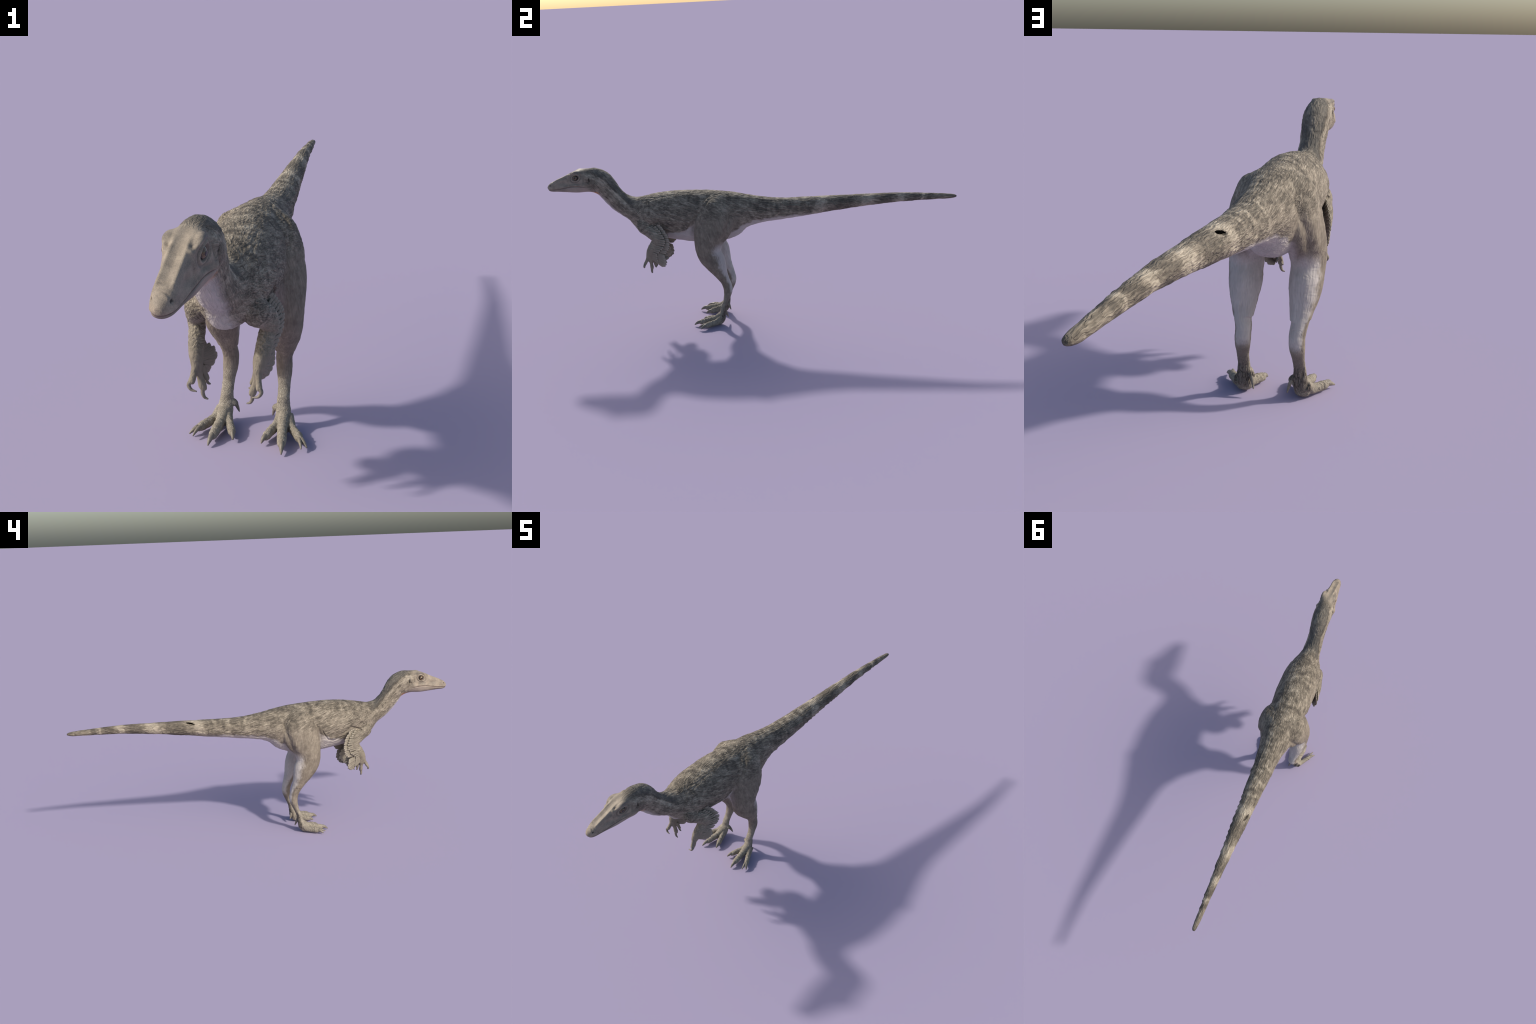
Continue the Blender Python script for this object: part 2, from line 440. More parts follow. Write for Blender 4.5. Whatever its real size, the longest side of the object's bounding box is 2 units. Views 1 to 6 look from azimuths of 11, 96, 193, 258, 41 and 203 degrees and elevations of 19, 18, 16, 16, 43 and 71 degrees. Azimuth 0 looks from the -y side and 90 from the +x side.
# ------------------------------------------------------------------ materials
class Nodes:
    """tiny helper to write node trees as formulas"""
    def __init__(self, name):
        self.mat = bpy.data.materials.new(name)
        self.mat.use_nodes = True
        self.t = self.mat.node_tree
        self.t.nodes.clear()
        self.out = self.t.nodes.new("ShaderNodeOutputMaterial")
        self.bsdf = self.t.nodes.new("ShaderNodeBsdfPrincipled")
        self.t.links.new(self.bsdf.outputs[0], self.out.inputs[0])
        self.obj = self.t.nodes.new("ShaderNodeTexCoord").outputs["Object"]
        sep = self.t.nodes.new("ShaderNodeSeparateXYZ")
        self.t.links.new(self.obj, sep.inputs[0])
        self.x, self.y, self.z = sep.outputs

    def put(self, sock, v):
        if isinstance(v, bpy.types.NodeSocket):
            self.t.links.new(v, sock)
        elif isinstance(v, (tuple, list)) and len(v) == 3 and sock.type == 'RGBA':
            sock.default_value = (*v, 1)
        else:
            sock.default_value = v

    def m(self, op, a, b=None, c=None, clamp=False):
        n = self.t.nodes.new("ShaderNodeMath")
        n.operation = op; n.use_clamp = clamp
        for i, v in enumerate((a, b, c)):
            if v is not None:
                self.put(n.inputs[i], v)
        return n.outputs[0]

    def add(self, *a):
        r = a[0]
        for v in a[1:]:
            r = self.m('ADD', r, v)
        return r

    def mul(self, *a):
        r = a[0]
        for v in a[1:]:
            r = self.m('MULTIPLY', r, v)
        return r

    def sub(self, a, b): return self.m('SUBTRACT', a, b)
    def absv(self, a): return self.m('ABSOLUTE', a)
    def inv(self, a): return self.m('SUBTRACT', 1.0, a)
    def clamp(self, a): return self.m('ADD', a, 0.0, clamp=True)
    def maxi(self, a, b): return self.m('MAXIMUM', a, b)

    def step(self, a, b, v):
        """smooth ramp: 0 at a, 1 at b (a may exceed b)"""
        n = self.t.nodes.new("ShaderNodeMapRange")
        n.interpolation_type = 'SMOOTHSTEP'
        lo, hi = min(a, b), max(a, b)
        n.inputs["From Min"].default_value, n.inputs["From Max"].default_value = lo, hi
        n.inputs["To Min"].default_value, n.inputs["To Max"].default_value = (0, 1) if a < b else (1, 0)
        self.put(n.inputs["Value"], v)
        return n.outputs[0]

    def band(self, v, c, w):
        return self.step(w, w * .35, self.absv(self.sub(v, c)))

    def curve(self, xs, ys, v):
        x0, x1, y0, y1 = min(xs), max(xs), min(ys), max(ys)
        n = self.t.nodes.new("ShaderNodeFloatCurve")
        c = n.mapping.curves[0]
        pts = sorted(((a - x0) / (x1 - x0), (b - y0) / (y1 - y0)) for a, b in zip(xs, ys))
        c.points[0].location, c.points[1].location = pts[0], pts[-1]
        for p in pts[1:-1]:
            c.points.new(*p)
        for p in c.points:
            p.handle_type = 'VECTOR'
        n.mapping.update()
        self.put(n.inputs["Value"], self.m('MULTIPLY_ADD', v, 1 / (x1 - x0), -x0 / (x1 - x0)))
        return self.m('MULTIPLY_ADD', n.outputs[0], y1 - y0, y0)

    def vec(self, a, b, c):
        n = self.t.nodes.new("ShaderNodeCombineXYZ")
        for i, v in enumerate((a, b, c)):
            self.put(n.inputs[i], v)
        return n.outputs[0]

    def noise(self, vec, scale, detail=2, rough=.55, dist=0.0):
        n = self.t.nodes.new("ShaderNodeTexNoise")
        self.put(n.inputs["Vector"], vec)
        n.inputs["Scale"].default_value = scale
        n.inputs["Detail"].default_value = detail
        n.inputs["Roughness"].default_value = rough
        n.inputs["Distortion"].default_value = dist
        return n.outputs[0]

    def voronoi(self, vec, scale, feature='F1'):
        n = self.t.nodes.new("ShaderNodeTexVoronoi")
        n.feature = feature
        self.put(n.inputs["Vector"], vec)
        n.inputs["Scale"].default_value = scale
        return n.outputs["Distance"]

    def ramp(self, f, stops):
        n = self.t.nodes.new("ShaderNodeValToRGB")
        e = n.color_ramp.elements
        e[0].position, e[0].color = stops[0][0], (*stops[0][1], 1)
        e[1].position, e[1].color = stops[-1][0], (*stops[-1][1], 1)
        for p, c in stops[1:-1]:
            q = e.new(p); q.color = (*c, 1)
        self.put(n.inputs[0], f)
        return n.outputs[0]

    def mix(self, f, a, b, mode='MIX'):
        n = self.t.nodes.new("ShaderNodeMix")
        n.data_type = 'RGBA'; n.blend_type = mode
        self.put(n.inputs[0], f); self.put(n.inputs[6], a); self.put(n.inputs[7], b)
        return n.outputs[2]

    def finish(self, color, rough=.8, height=None, dist=.001, strength=.6, spec=.3, **extra):
        self.put(self.bsdf.inputs["Base Color"], color)
        self.put(self.bsdf.inputs["Roughness"], rough)
        self.bsdf.inputs["Specular IOR Level"].default_value = spec
        for k, v in extra.items():
            self.put(self.bsdf.inputs[k.replace("_", " ")], v)
        if height is not None:
            n = self.t.nodes.new("ShaderNodeBump")
            n.inputs["Strength"].default_value = strength
            n.inputs["Distance"].default_value = dist
            self.put(n.inputs["Height"], height)
            self.t.links.new(n.outputs[0], self.bsdf.inputs["Normal"])
        return self.mat

def coat_material():
    g = Nodes("mottled_coat")
    x, y, z = g.x, g.y, g.z
    ax = g.absv(x)
    soft = g.noise(g.obj, 30, 2)                                   # edge breaker
    softc = g.sub(soft, .5)
    # --- fur grain, drawn out along the lie of the coat
    wx = g.m('MULTIPLY_ADD', g.sub(g.noise(g.obj, 38, 1), .5), .009, x)
    wz = g.m('MULTIPLY_ADD', g.sub(g.noise(g.obj, 41, 1), .5), .009, z)
    lie = g.add(wz, g.curve([-1.0, -.55, -.08, .12, 1.0], [-.25, -.20, -.02, .02, .04], y))      # fur lies back and down on the body, straight on the tail
    trunk_v = g.vec(wx, g.mul(y, .20), lie)
    leg_v = g.vec(wx, g.add(g.mul(y, .97), g.mul(wz, .25)), g.mul(g.sub(g.mul(y, .25), g.mul(wz, .97)), .20))
    neck_v = g.vec(wx, g.add(g.mul(y, .71), g.mul(wz, .70)), g.mul(g.sub(g.mul(y, .70), g.mul(wz, .71)), .20))
    legw = g.mul(g.step(.60, .50, g.add(z, g.mul(softc, .06))), g.step(.055, .085, ax), g.step(-.30, -.25, y), g.step(.02, -.06, y))
    legw = g.maxi(legw, g.step(.41, .385, z))
    neckw = g.mul(g.step(-.54, -.62, y), g.step(-.80, -.74, y))
    hair_t = g.vec(wx, g.mul(y, .075), lie)
    hair_l = g.vec(wx, g.add(g.mul(y, .97), g.mul(wz, .25)), g.mul(g.sub(g.mul(y, .25), g.mul(wz, .97)), .075))
    hair_n = g.vec(wx, g.add(g.mul(y, .71), g.mul(wz, .70)), g.mul(g.sub(g.mul(y, .70), g.mul(wz, .71)), .075))
    def hairs(scale, detail):
        a, b, c = (g.noise(v, scale, detail, .6) for v in (hair_t, hair_l, hair_n))
        r = g.add(g.mul(a, g.inv(neckw)), g.mul(c, neckw))
        return g.add(g.mul(r, g.inv(legw)), g.mul(b, legw))
    def flow(scale, detail):
        a = g.noise(trunk_v, scale, detail, .6)
        b = g.noise(leg_v, scale, detail, .6)
        c = g.noise(neck_v, scale, detail, .6)
        r = g.add(g.mul(a, g.inv(neckw)), g.mul(c, neckw))
        return g.add(g.mul(r, g.inv(legw)), g.mul(b, legw))
    def shingle(v):
        return g.voronoi(v, 175)
    sh = g.add(g.mul(g.add(g.mul(shingle(trunk_v), g.inv(neckw)), g.mul(shingle(neck_v), neckw)), g.inv(legw)), g.mul(shingle(leg_v), legw))
    fine = g.add(g.mul(hairs(330, 2), .65), g.mul(flow(230, 1), .35))
    clump = flow(72, 2)
    finec, clumpc = g.sub(fine, .5), g.sub(clump, .5)
    # --- mottling
    blotch = g.sub(g.noise(g.vec(wx, g.mul(y, .55), lie), 27, 3, .6), .5)
    dapple = g.sub(g.noise(g.obj, 62, 2, .5), .5)
    legy = g.curve(list(L[:, 0]), list(leg_y(L[:, 0])), z)
    dors = g.curve([-.80, -.755, -.70, -.655, -.618, -.565, -.43, -.30, -.13, -.01, .13, .3, .7, .99],
                   [.799, .801, .781, .728, .674, .648, .670, .677, .668, .647, .627, .627, .634, .616], y)
    backness = g.mul(g.step(.085, .0, g.sub(dors, z)), g.step(-.70, -.60, y))
    limb = g.maxi(legw, g.mul(g.step(.50, .47, z), g.step(-.62, -.58, y), g.step(-.36, -.40, y)))
    amount = g.m('MULTIPLY_ADD', limb, -.30, 1.0)
    hairline = g.step(.0, .045, g.add(g.absv(g.sub(hairs(125, 1), .5)), g.mul(limb, .04)))     # thin dark partings in the fur
    calm = g.mul(amount, g.m('MULTIPLY_ADD', g.step(.22, .40, y), -.55, 1.0))
    tone = g.add(.59, g.mul(blotch, .95, calm), g.mul(dapple, .56, calm), g.mul(finec, 1.40, g.m('MULTIPLY_ADD', legw, -.45, 1.0)), g.mul(clumpc, .60), g.mul(sh, -.20), g.mul(g.inv(hairline), -.11))
    # dark cross blotches along the back
    cross = g.noise(g.vec(g.mul(x, .5), y, 0.0), 34, 2)
    tone = g.add(tone, g.mul(backness, g.sub(g.mul(g.sub(cross, .5), 1.15), .07), g.step(.40, .25, y)))
    # tail rings
    yy = g.add(y, g.mul(softc, .03), g.mul(g.sub(z, .61), -.35))
    ring_dark = 0.0
    for c, w in ((.468, .066), (.662, .044), (.795, .036), (.870, .016)):
        ring_dark = g.maxi(ring_dark, g.band(yy, c, w))
    ring_light = 0.0
    for c, w in ((.352, .038), (.580, .042), (.733, .024), (.836, .010)):
        ring_light = g.maxi(ring_light, g.band(yy, c, w))
    tone = g.add(tone, g.mul(ring_dark, -.25), g.mul(ring_light, .28), g.mul(g.step(.95, .985, y), -.15))
    # stripe of the nape and the pale one below it
    stripe = g.curve([-.84, -.80, -.76, -.72, -.69, -.66, -.63, -.60, -.56], [.782, .782, .779, .762, .736, .697, .662, .632, .600], y)
    above = g.sub(z, stripe)
    on_neck = g.mul(g.step(-.82, -.785, y), g.step(-.545, -.60, y))
    tone = g.add(tone, g.mul(on_neck, g.step(-.006, .006, above), -.06), g.mul(on_neck, g.band(above, .012, .018), -.22),
                 g.mul(on_neck, g.band(above, -.016, .017), .22))
    col = g.ramp(tone, [(.05, (.072, .061, .048)), (.32, (.130, .110, .083)), (.52, (.208, .177, .134)), (.72, (.298, .257, .196)), (1.0, (.42, .365, .282))])
    nape = g.mul(on_neck, g.step(-.004, .012, above), g.step(-.81, -.74, y))
    col = g.mix(g.mul(nape, .28), col, (.170, .165, .148))
    # brown of shank and thigh front
    col = g.mix(g.mul(legw, .42), col, (.182, .149, .116))
    # --- pale underside
    zb = g.curve([-.62, -.56, -.50, -.44, -.39, -.33, -.295, -.26, -.20, -.12, -.07, -.03, .02, .11, .23, .33, .40],
                 [.44, .460, .462, .462, .480, .486, .505, .530, .520, .490, .480, .505, .522, .533, .546, .548, .540], y)
    under = g.step(.007, -.007, g.add(g.sub(z, zb), g.mul(softc, .03), g.mul(finec, .02)))
    under = g.mul(under, g.step(.36, .24, y), g.step(-.60, -.56, y), g.step(.105, .085, ax), g.step(.37, .40, z))
    inner = g.step(.085, .045, g.add(ax, g.mul(softc, .02)))
    under = g.mul(under, g.maxi(g.inv(legw), inner))
    under = g.mul(under, g.inv(g.mul(g.step(.052, .062, ax), g.step(-.40, -.43, y))))
    nd = g.add(g.mul(g.add(y, .742), .71), g.mul(g.sub(z, .664), .70))
    throat = g.mul(g.step(.026, .004, g.add(nd, g.mul(softc, .02), g.mul(finec, .02))), g.step(-.79, -.73, y), g.step(-.525, -.565, y),
                   g.step(.042, .018, g.add(ax, g.mul(softc, .02))))
    breast = g.mul(g.step(.045, .015, g.add(ax, g.mul(softc, .04))), g.step(.53, .50, z), g.step(-.48, -.52, y), g.step(-.62, -.58, y), g.step(.44, .46, z))
    u = g.m('DIVIDE', g.sub(y, legy), g.maxi(g.curve(list(L[:, 0]), list(leg_hy(L[:, 0])), z), .015))
    lx = g.curve(list(L[:, 0]), list(leg_x(L[:, 0])), z)
    mm = g.m('DIVIDE', g.sub(lx, ax), g.maxi(g.curve(list(L[:, 0]), list(leg_hx(L[:, 0])), z), .012))
    calf = g.step(.0, .36, g.add(g.mul(g.step(.31, .20, z), -.14), g.mul(u, .65), g.mul(mm, .20), g.mul(softc, .5), g.mul(finec, .3)))
    calf = g.mul(calf, g.step(.150, .185, g.add(z, g.mul(softc, .03))), g.step(.445, .395, g.add(z, g.mul(softc, .03))), g.step(-.32, -.28, y))
    white = g.maxi(g.maxi(under, throat), g.maxi(calf, g.mul(breast, .8)))
    pale = g.ramp(g.add(.5, g.mul(finec, .8), g.mul(clumpc, .5), g.mul(softc, .4)), [(.2, (.37, .335, .305)), (.8, (.55, .505, .465))])
    col = g.mix(g.mul(white, .92), col, pale)
    # orange skin under the jaw
    orange = g.mul(g.band(y, -.762, .036), g.step(.690, .680, z), g.step(.044, .032, ax))
    col = g.mix(g.mul(orange, .85), col, (.46, .20, .075))
    # --- bare skin: head
    headm = g.step(-.765, -.820, g.add(y, g.mul(g.sub(z, .74), .25), g.mul(softc, .04), g.mul(finec, .03)))
    hn = g.sub(g.noise(g.obj, 42, 3, .6), .5)
    pores = g.noise(g.obj, 420, 2)
    hcol = g.ramp(g.add(.5, g.mul(hn, 1.05), g.mul(g.sub(pores, .5), .7)), [(.15, (.150, .124, .096)), (.5, (.255, .211, .160)), (.85, (.370, .306, .230))])
    topm = g.mul(g.step(.0, .018, g.sub(z, g.curve([-1.0, -.95, -.88, -.84, -.78], [.722, .736, .762, .779, .783], y))), g.step(.036, .020, ax))
    hcol = g.mix(g.mul(topm, .25), hcol, (.385, .325, .235))
    ry = g.add(y, .842)
    rz = g.mul(g.sub(g.sub(z, .7585), g.mul(ry, .22)), 1.16)
    ey = g.m('SQRT', g.add(g.mul(ry, ry, .77), g.mul(rz, rz)))
    hcol = g.mix(g.mul(g.step(.0195, .0140, ey), .6), hcol, (.105, .083, .066))
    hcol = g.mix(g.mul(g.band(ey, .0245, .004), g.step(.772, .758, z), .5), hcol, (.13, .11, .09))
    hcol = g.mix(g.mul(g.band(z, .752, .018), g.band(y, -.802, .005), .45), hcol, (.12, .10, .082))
    hcol = g.mix(g.mul(g.band(z, .732, .010), g.band(y, -.845, .030), .45), hcol, (.15, .135, .11))  # cheek shading below the eye, baked into the colour
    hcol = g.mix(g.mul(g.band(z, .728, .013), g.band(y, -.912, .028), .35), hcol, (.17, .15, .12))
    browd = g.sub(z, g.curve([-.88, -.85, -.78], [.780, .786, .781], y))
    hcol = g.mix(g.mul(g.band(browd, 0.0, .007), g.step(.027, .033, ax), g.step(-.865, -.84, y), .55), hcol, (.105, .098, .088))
    mz = g.curve(MOUTH_Y, MOUTH_Z, y)
    md = g.sub(z, mz)
    hcol = g.mix(g.mul(g.step(.001, -.004, md), .6), hcol, g.mix(g.step(-.93, -.87, y), (.170, .140, .118), (.300, .252, .208)))
    hcol = g.mix(g.mul(g.band(md, 0.0, .0022), g.step(-.786, -.80, y), .8), hcol, (.105, .070, .058))
    hcol = g.mix(g.mul(g.band(g.sub(z, g.mul(g.add(y, .98), .35)), .7195, .0035), g.band(y, -.9805, .0055), g.step(.005, .010, ax)), hcol, (.05, .04, .032))
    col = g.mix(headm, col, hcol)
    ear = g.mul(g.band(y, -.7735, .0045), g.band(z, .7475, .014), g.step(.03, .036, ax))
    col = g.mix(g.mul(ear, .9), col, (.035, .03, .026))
    # --- scaly shank and feet
    scal = g.vec(x, y, g.mul(z, .6))
    cell = g.voronoi(g.vec(x, y, g.mul(z, .42)), 250, 'DISTANCE_TO_EDGE')
    footm = g.step(.185, .105, g.add(z, g.mul(softc, .05), g.mul(u, .012)))
    footm = g.mul(footm, g.step(.26, .22, z))
    gap = g.step(.0, .16, cell)
    fn = g.sub(g.noise(g.obj, 70, 3), .5)
    fcol = g.ramp(g.add(.5, g.mul(fn, .9), g.mul(g.sub(pores, .5), .5)), [(.15, (.172, .148, .114)), (.5, (.298, .262, .206)), (.85, (.415, .370, .295))])
    fcol = g.mix(g.mul(g.inv(gap), .30), fcol, (.10, .085, .065))
    cracks = g.step(.0, .055, g.absv(g.sub(g.noise(g.vec(x, y, g.mul(z, .16)), 150, 1), .5)))
    rearm = g.mul(g.step(-.2, .5, g.add(u, g.mul(softc, .8))), g.step(.170, .145, g.add(z, g.mul(softc, .02))), g.step(.010, .040, z), g.step(-.19, -.160, y))
    fcol = g.mix(g.mul(rearm, .62), fcol, (.125, .102, .082))
    heel = g.mul(rearm, g.step(.12, .08, z))
    fcol = g.mix(g.mul(heel, g.inv(cracks), .75), fcol, (.045, .036, .030))  # wrinkle shadows on the heel painted as dark lines
    col = g.mix(g.maxi(footm, rearm), col, fcol)
    # scaly fingers
    fing = g.mul(g.step(.350, .325, z), g.step(-.44, -.47, y))
    col = g.mix(g.mul(fing, .6), col, (.250, .220, .168))
    armm = g.mul(g.step(.50, .465, z), g.step(-.40, -.425, y), g.step(-.60, -.56, y), g.step(.045, .055, ax))
    col = g.mix(g.mul(armm, .45), col, (.235, .207, .155))
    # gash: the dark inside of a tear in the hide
    gy, gz = g.sub(y, GASH[1]), g.sub(z, GASH[2])
    ge = g.add(g.m('POWER', g.absv(g.mul(gy, 1 / .022)), 2.0), g.m('POWER', g.absv(g.mul(g.sub(gz, g.mul(gy, .22)), 1 / .0046)), 2.0), g.mul(finec, 1.6))
    col = g.mix(g.mul(g.step(1.0, .75, ge), g.step(-.008, -.012, x)), col, (.004, .004, .004))
    # --- fine relief
    furh = g.add(g.mul(fine, .8), g.mul(clump, .8, g.m('MULTIPLY_ADD', legw, -.6, 1.0)), g.mul(sh, -.9, g.m('MULTIPLY_ADD', legw, -.6, 1.0)), g.mul(hairline, .5))
    furh = g.mul(furh, g.m('MULTIPLY_ADD', white, -.45, 1.0))
    height = g.add(g.mul(furh, g.inv(headm), g.inv(footm)),
                   g.mul(headm, g.add(g.mul(pores, .22), g.mul(g.noise(g.vec(g.mul(x, .35), y, g.mul(z, .35)), 230, 2), .22))),
                   g.mul(footm, g.add(g.mul(gap, .38), g.mul(pores, .2), g.mul(heel, cracks, .9))))
    rough = g.m('MULTIPLY_ADD', headm, -.18, .78)
    dark = g.mul(g.step(1.0, .75, ge), g.step(-.008, -.012, x))
    return g.finish(col, rough, height, dist=.0035, strength=.75, Specular_IOR_Level=g.m('MULTIPLY_ADD', dark, -.28, .28))

def feather_material():
    g = Nodes("wing_feather")
    barb = g.noise(g.vec(g.mul(g.absv(g.x), 2.0), g.mul(g.y, .35), 0.0), 900, 2)
    tone = g.noise(g.obj, 160, 2)
    col = g.ramp(g.add(g.mul(barb, .6), g.mul(tone, .4)), [(.25, (.130, .112, .085)), (.5, (.225, .197, .150)), (.8, (.33, .292, .228))])
    edge = g.step(.72, 1.0, g.y)  # tips lightened in colour for the sunlit feather edges
    return g.finish(g.mix(g.mul(edge, .55), col, (.38, .34, .27)), .7, barb, dist=.0008, strength=.6, spec=.3)

def claw_material():
    g = Nodes("horn_claw")
    n = g.noise(g.obj, 150, 3)
    lng = g.noise(g.vec(g.x, g.mul(g.y, .4), g.mul(g.z, .4)), 500, 2)
    col = g.ramp(g.add(g.mul(n, .6), g.mul(lng, .4)), [(.3, (.105, .090, .070)), (.55, (.205, .178, .138)), (.8, (.31, .27, .21))])
    return g.finish(col, .5, lng, dist=.0006, strength=.5, spec=.4)

def eye_material():
    g = Nodes("eye_ball")
    # looks along local +x: pupil, gold-brown iris, dark rim
    r = g.m('SQRT', g.add(g.mul(g.y, g.y), g.mul(g.z, g.z)))
    n = g.noise(g.obj, 420, 2)
    iris = g.ramp(n, [(.3, (.070, .042, .020)), (.7, (.170, .102, .046))])
    col = g.mix(g.step(.0052, .0046, r), iris, (.006, .005, .006))
    col = g.mix(g.step(.0096, .0112, r), col, (.02, .016, .013))
    return g.finish(col, .18, spec=.4, Coat_Weight=.35, Coat_Roughness=.05)

M = {"coat": coat_material(), "feather": feather_material(), "claw": claw_material(), "eye": eye_material()}

# ------------------------------------------------------------------ split the skin into anatomical parts
fc = co[quads].mean(axis=1)
fx, fy, fz = fc.T
fax = np.abs(fx)
lab = np.full(nf, 0)                                              # torso
lab[fy - .15 * (fz - .6) > .012] = 1                              # tail
lab[(fy + .28 * (fz - .58) < -.585) & (fz > .48)] = 2             # neck
lab[(fy + .25 * (fz - .74) < -.755)] = 3                          # head
lab[(fy < -.786) & (fz < mouth_z(fy))] = 4                        # jaw
ell = ((fy - leg_y(fz)) / leg_hy(fz)) ** 2 + ((fax - leg_x(fz)) / leg_hx(fz)) ** 2
legm = ((ell < 1.16) & (fz < .60) & (fz > .40) & (fax > .045) & (fy > -.30) & (fy < .0)) | ((fz <= .405) & (fy > -.35))
lab[legm & (fx > 0)] = 5
lab[legm & (fx < 0)] = 6
lab[legm & (fz < .088) & (fx > 0)] = 7                            # feet
lab[legm & (fz < .088) & (fx < 0)] = 8
A = catmull(ARM, 6)
best = np.full(nf, 9.)
near = np.where((fy < -.38) & (fy > -.57) & (fz < .56) & (fax > .03))[0]
for px, py, pz, pa, pb in A:
    e = ((fax[near] - px) / (pa * 1.25)) ** 2 + ((fy[near] - py) ** 2 + (fz[near] - pz) ** 2) / (pb * 1.2) ** 2
    best[near] = np.minimum(best[near], e)
armm = ((best < 1) & (fz < .505)) | ((fz < .425) & (fy < -.38) & (fy > -.6))
lab[armm & (fx > 0)] = 9
lab[armm & (fx < 0)] = 10
hand = armm & (fz < .372)
lab[hand & (fx > 0)] = 11
lab[hand & (fx < 0)] = 12

root = bpy.data.objects.new("feathered_dinosaur", None)
root.empty_display_size = .1
bpy.context.scene.collection.objects.link(root)
root["label"] = "slender two-legged dinosaur with mottled grey-brown fur and long tail"
root["category"] = "dinosaur"

def link(o, parent):
    bpy.context.scene.collection.objects.link(o)
    o.parent = parent
    return o

def skin_part(k, name, parent):
    q = quads[lab == k]
    used, idx = np.unique(q, return_inverse=True)
    me = bpy.data.meshes.new(name)
    me.from_pydata(co[used], [], idx.reshape(-1, 4).tolist())
    me.shade_smooth()
    me.normals_split_custom_set_from_vertices(N[used].tolist())
    me.materials.append(M["coat"])
    return link(bpy.data.objects.new(name, me), parent)

torso = skin_part(0, "torso", root)
tail = skin_part(1, "tail", root)
neck = skin_part(2, "neck", root)
head = skin_part(3, "head", root)
jaw = skin_part(4, "jaw", head)
hind = {1: skin_part(5, "hindlimb", root), -1: skin_part(6, "hindlimb", root)}
foot = {1: skin_part(7, "foot", hind[1]), -1: skin_part(8, "foot", hind[-1])}
fore = {1: skin_part(9, "forelimb", root), -1: skin_part(10, "forelimb", root)}
handp = {1: skin_part(11, "hand", fore[1]), -1: skin_part(12, "hand", fore[-1])}
bpy.data.meshes.remove(skin)

# ------------------------------------------------------------------ claws
def claw(rows, name, parent, side):
    v, f = [], []
    rows = [(r[0] * side, r[1], r[2], r[3] * 1.04 + .0006, r[3] * 1.2 + .0008) for r in rows]
    tube(rows, v, f, m=14, n=7)
    me = bpy.data.meshes.new(name)
    me.from_pydata(v, [], f)
    b = bmesh.new(); b.from_mesh(me)
    bmesh.ops.recalc_face_normals(b, faces=b.faces)
    b.to_mesh(me); b.free()
    me.shade_smooth()
    me.materials.append(M["claw"])
    return link(bpy.data.objects.new(name, me), parent)

for s in (1, -1):
    for r in TOE_CLAWS:
        claw(r, "toe_claw", hind[s], s)
    for r in FINGER_CLAWS:
        claw(r, "finger_claw", fore[s], s)

# ------------------------------------------------------------------ eyes
eye_me = bpy.data.meshes.new("eye")
b = bmesh.new()
bmesh.ops.create_uvsphere(b, u_segments=40, v_segments=28, radius=.0152)
for v in b.verts:                                                  # a slightly raised cornea
    v.co.x += .0007 * max(0, v.co.x / .0152) ** 8
b.to_mesh(eye_me); b.free()
eye_me.shade_smooth()
eye_me.materials.append(M["eye"])
for s in (1, -1):
    o = link(bpy.data.objects.new("eye", eye_me), head)
    o.location = (s * EYE[0], EYE[1], EYE[2])
    o.rotation_euler = (0, 0, math.radians(-14) if s > 0 else math.radians(180 + 14))

# ------------------------------------------------------------------ wing feathers
def feather_mesh(name):
    """unit feather: length 1 along +y, half width 1 along x, thickness along z, rounded tip, raised shaft"""
    me = bpy.data.meshes.new(name)
    b = bmesh.new()
    nl, nw = 18, 8
    grid = {}
    for side in (1, -1):
        for i in range(nl + 1):
            t = i / nl
            w = (.45 + .55 * min(1, t / .35) ** .8) if t < .35 else 1.0
            tip = math.sqrt(max(0, 1 - ((t - .84) / .1605) ** 2)) if t > .84 else 1.0
            w *= tip
            for j in range(-nw, nw + 1):
                q = j / nw
                th = (.30 * math.sqrt(1 - .96 * q * q) + .06 * math.exp(-(q / .16) ** 2)) * tip
                camber = -.22 * q * q
                rim = abs(j) == nw or i in (0, nl)
                if rim and side < 0:
                    grid[side, i, j] = grid[1, i, j]
                    continue
                zz = camber + (0 if rim else side * th)
                grid[side, i, j] = b.verts.new((q * w, t, zz))
        for i in range(nl):
            for j in range(-nw, nw):
                vs = [grid[side, i, j], grid[side, i, j + 1], grid[side, i + 1, j + 1], grid[side, i + 1, j]]
                try:
                    b.faces.new(vs if side > 0 else vs[::-1])
                except ValueError:
                    pass
    b.normal_update()
    b.to_mesh(me); b.free()
    me.shade_smooth()
    me.materials.append(M["feather"])
    return me

vane = feather_mesh("feather")

def place_feather(rootp, tip, across, half, side, lift):
    r, t = Vector(rootp), Vector(tip)
    ydir = (t - r); ln = ydir.length; ydir.normalize()
    a = Vector(across); a = (a - ydir * a.dot(ydir)).normalized()
    zdir = a.cross(ydir).normalized()
    if zdir.x < 0:
        zdir, a = -zdir, -a
    mat = Matrix((( a.x * half, ydir.x * ln, zdir.x * half, r.x),
                  ( a.y * half, ydir.y * ln, zdir.y * half, r.y),
                  ( a.z * half, ydir.z * ln, zdir.z * half, r.z), (0, 0, 0, 1)))
    mat = mat @ Matrix.Rotation(lift, 4, 'Y')
    if side < 0:
        mat = Matrix.Scale(-1, 4, (1, 0, 0)) @ mat
    o = bpy.data.objects.new("feather", vane)
    link(o, fore[side])
    o.matrix_world = mat
    return o

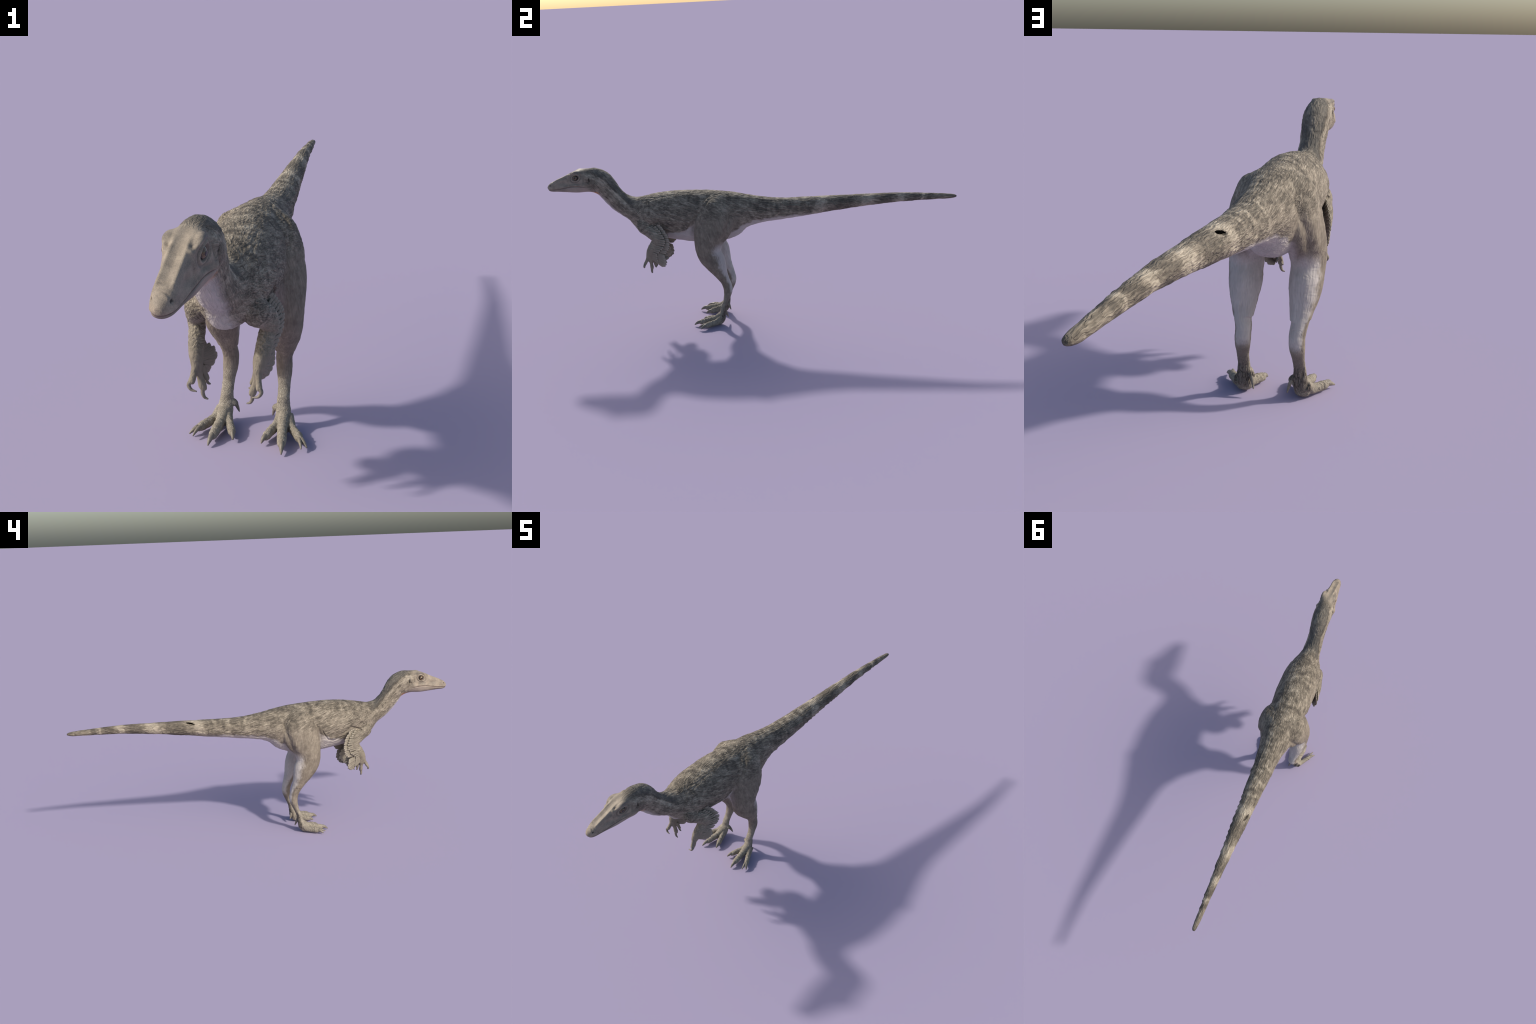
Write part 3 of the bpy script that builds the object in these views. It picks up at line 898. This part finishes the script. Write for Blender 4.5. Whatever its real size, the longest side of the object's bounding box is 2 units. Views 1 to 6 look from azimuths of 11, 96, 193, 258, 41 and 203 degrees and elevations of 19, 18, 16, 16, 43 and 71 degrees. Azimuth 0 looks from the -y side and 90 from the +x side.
# tip line of each row as seen from the side: x, y, z
OUTER = [(.089, -.438, .527), (.096, -.422, .519), (.1045, -.405, .500), (.1115, -.392, .479), (.115, -.386, .457), (.1145, -.384, .436),
         (.112, -.387, .417), (.107, -.396, .399), (.102, -.408, .384)]
COVERT = [(.093, -.448, .518), (.100, -.433, .501), (.108, -.418, .481), (.1130, -.408, .460), (.1135, -.406, .441), (.111, -.412, .421),
          (.107, -.424, .405), (.103, -.442, .390), (.098, -.455, .376)]
HANDCOV = [(.094, -.457, .370), (.090, -.457, .350), (.084, -.455, .326)]
FAN = [(.098, -.417, .362), (.098, -.4135, .344), (.094, -.413, .326), (.087, -.421, .311), (.077, -.436, .305)]
INFAN = [(.059, -.428, .374), (.053, -.416, .362), (.0490, -.410, .349), (.0485, -.412, .335), (.053, -.425, .322), (.060, -.438, .316)]

def along(line, n, lo=0., hi=1.):
    C = catmull(line, 8)
    s = np.r_[0, np.cumsum(np.linalg.norm(np.diff(C, axis=0), axis=1))]
    s /= s[-1]
    u = np.linspace(lo, hi, n)
    P = np.stack([np.interp(u, s, C[:, k]) for k in range(3)], axis=1)
    T = np.gradient(P, axis=0)
    return u, P, T

def row(tips, n, roots, half, side, lift, jit=.0012):
    u, P, T = along(tips, n)
    _, R, _ = along(roots, n)
    for p, t, r in zip(P, T, R):
        p = p + rng.normal(0, jit, 3) * (.4, 1, 1)
        place_feather(r, p, t, half * rng.uniform(.92, 1.1), side, lift + rng.normal(0, .05))

bone = [(.070, -.486, .505), (.078, -.462, .482), (.086, -.450, .458), (.087, -.452, .440), (.086, -.462, .424), (.083, -.474, .406), (.080, -.485, .390)]
bone_out = [(.083, -.482, .500), (.095, -.462, .480), (.1030, -.452, .458), (.1025, -.456, .440), (.1, -.466, .424), (.097, -.478, .406), (.092, -.488, .388)]
palm = [(.082, -.486, .384), (.079, -.488, .372), (.077, -.489, .362), (.074, -.490, .352), (.072, -.489, .346)]
palm_out = [(.088, -.490, .378), (.085, -.491, .366), (.081, -.492, .352)]
palm_in = [(.068, -.478, .392), (.067, -.482, .382), (.066, -.484, .372), (.066, -.486, .362), (.066, -.487, .354), (.067, -.488, .346)]
for s in (1, -1):
    row(OUTER, 16, bone, .0080, s, .30)
    row(FAN, 6, palm, .0110, s, .15)
    row(INFAN, 5, palm_in[1:], .0100, s, .0)
    row(COVERT, 14, bone_out, .0068, s, .30)
    row(HANDCOV, 6, palm_out, .0052, s, .25)
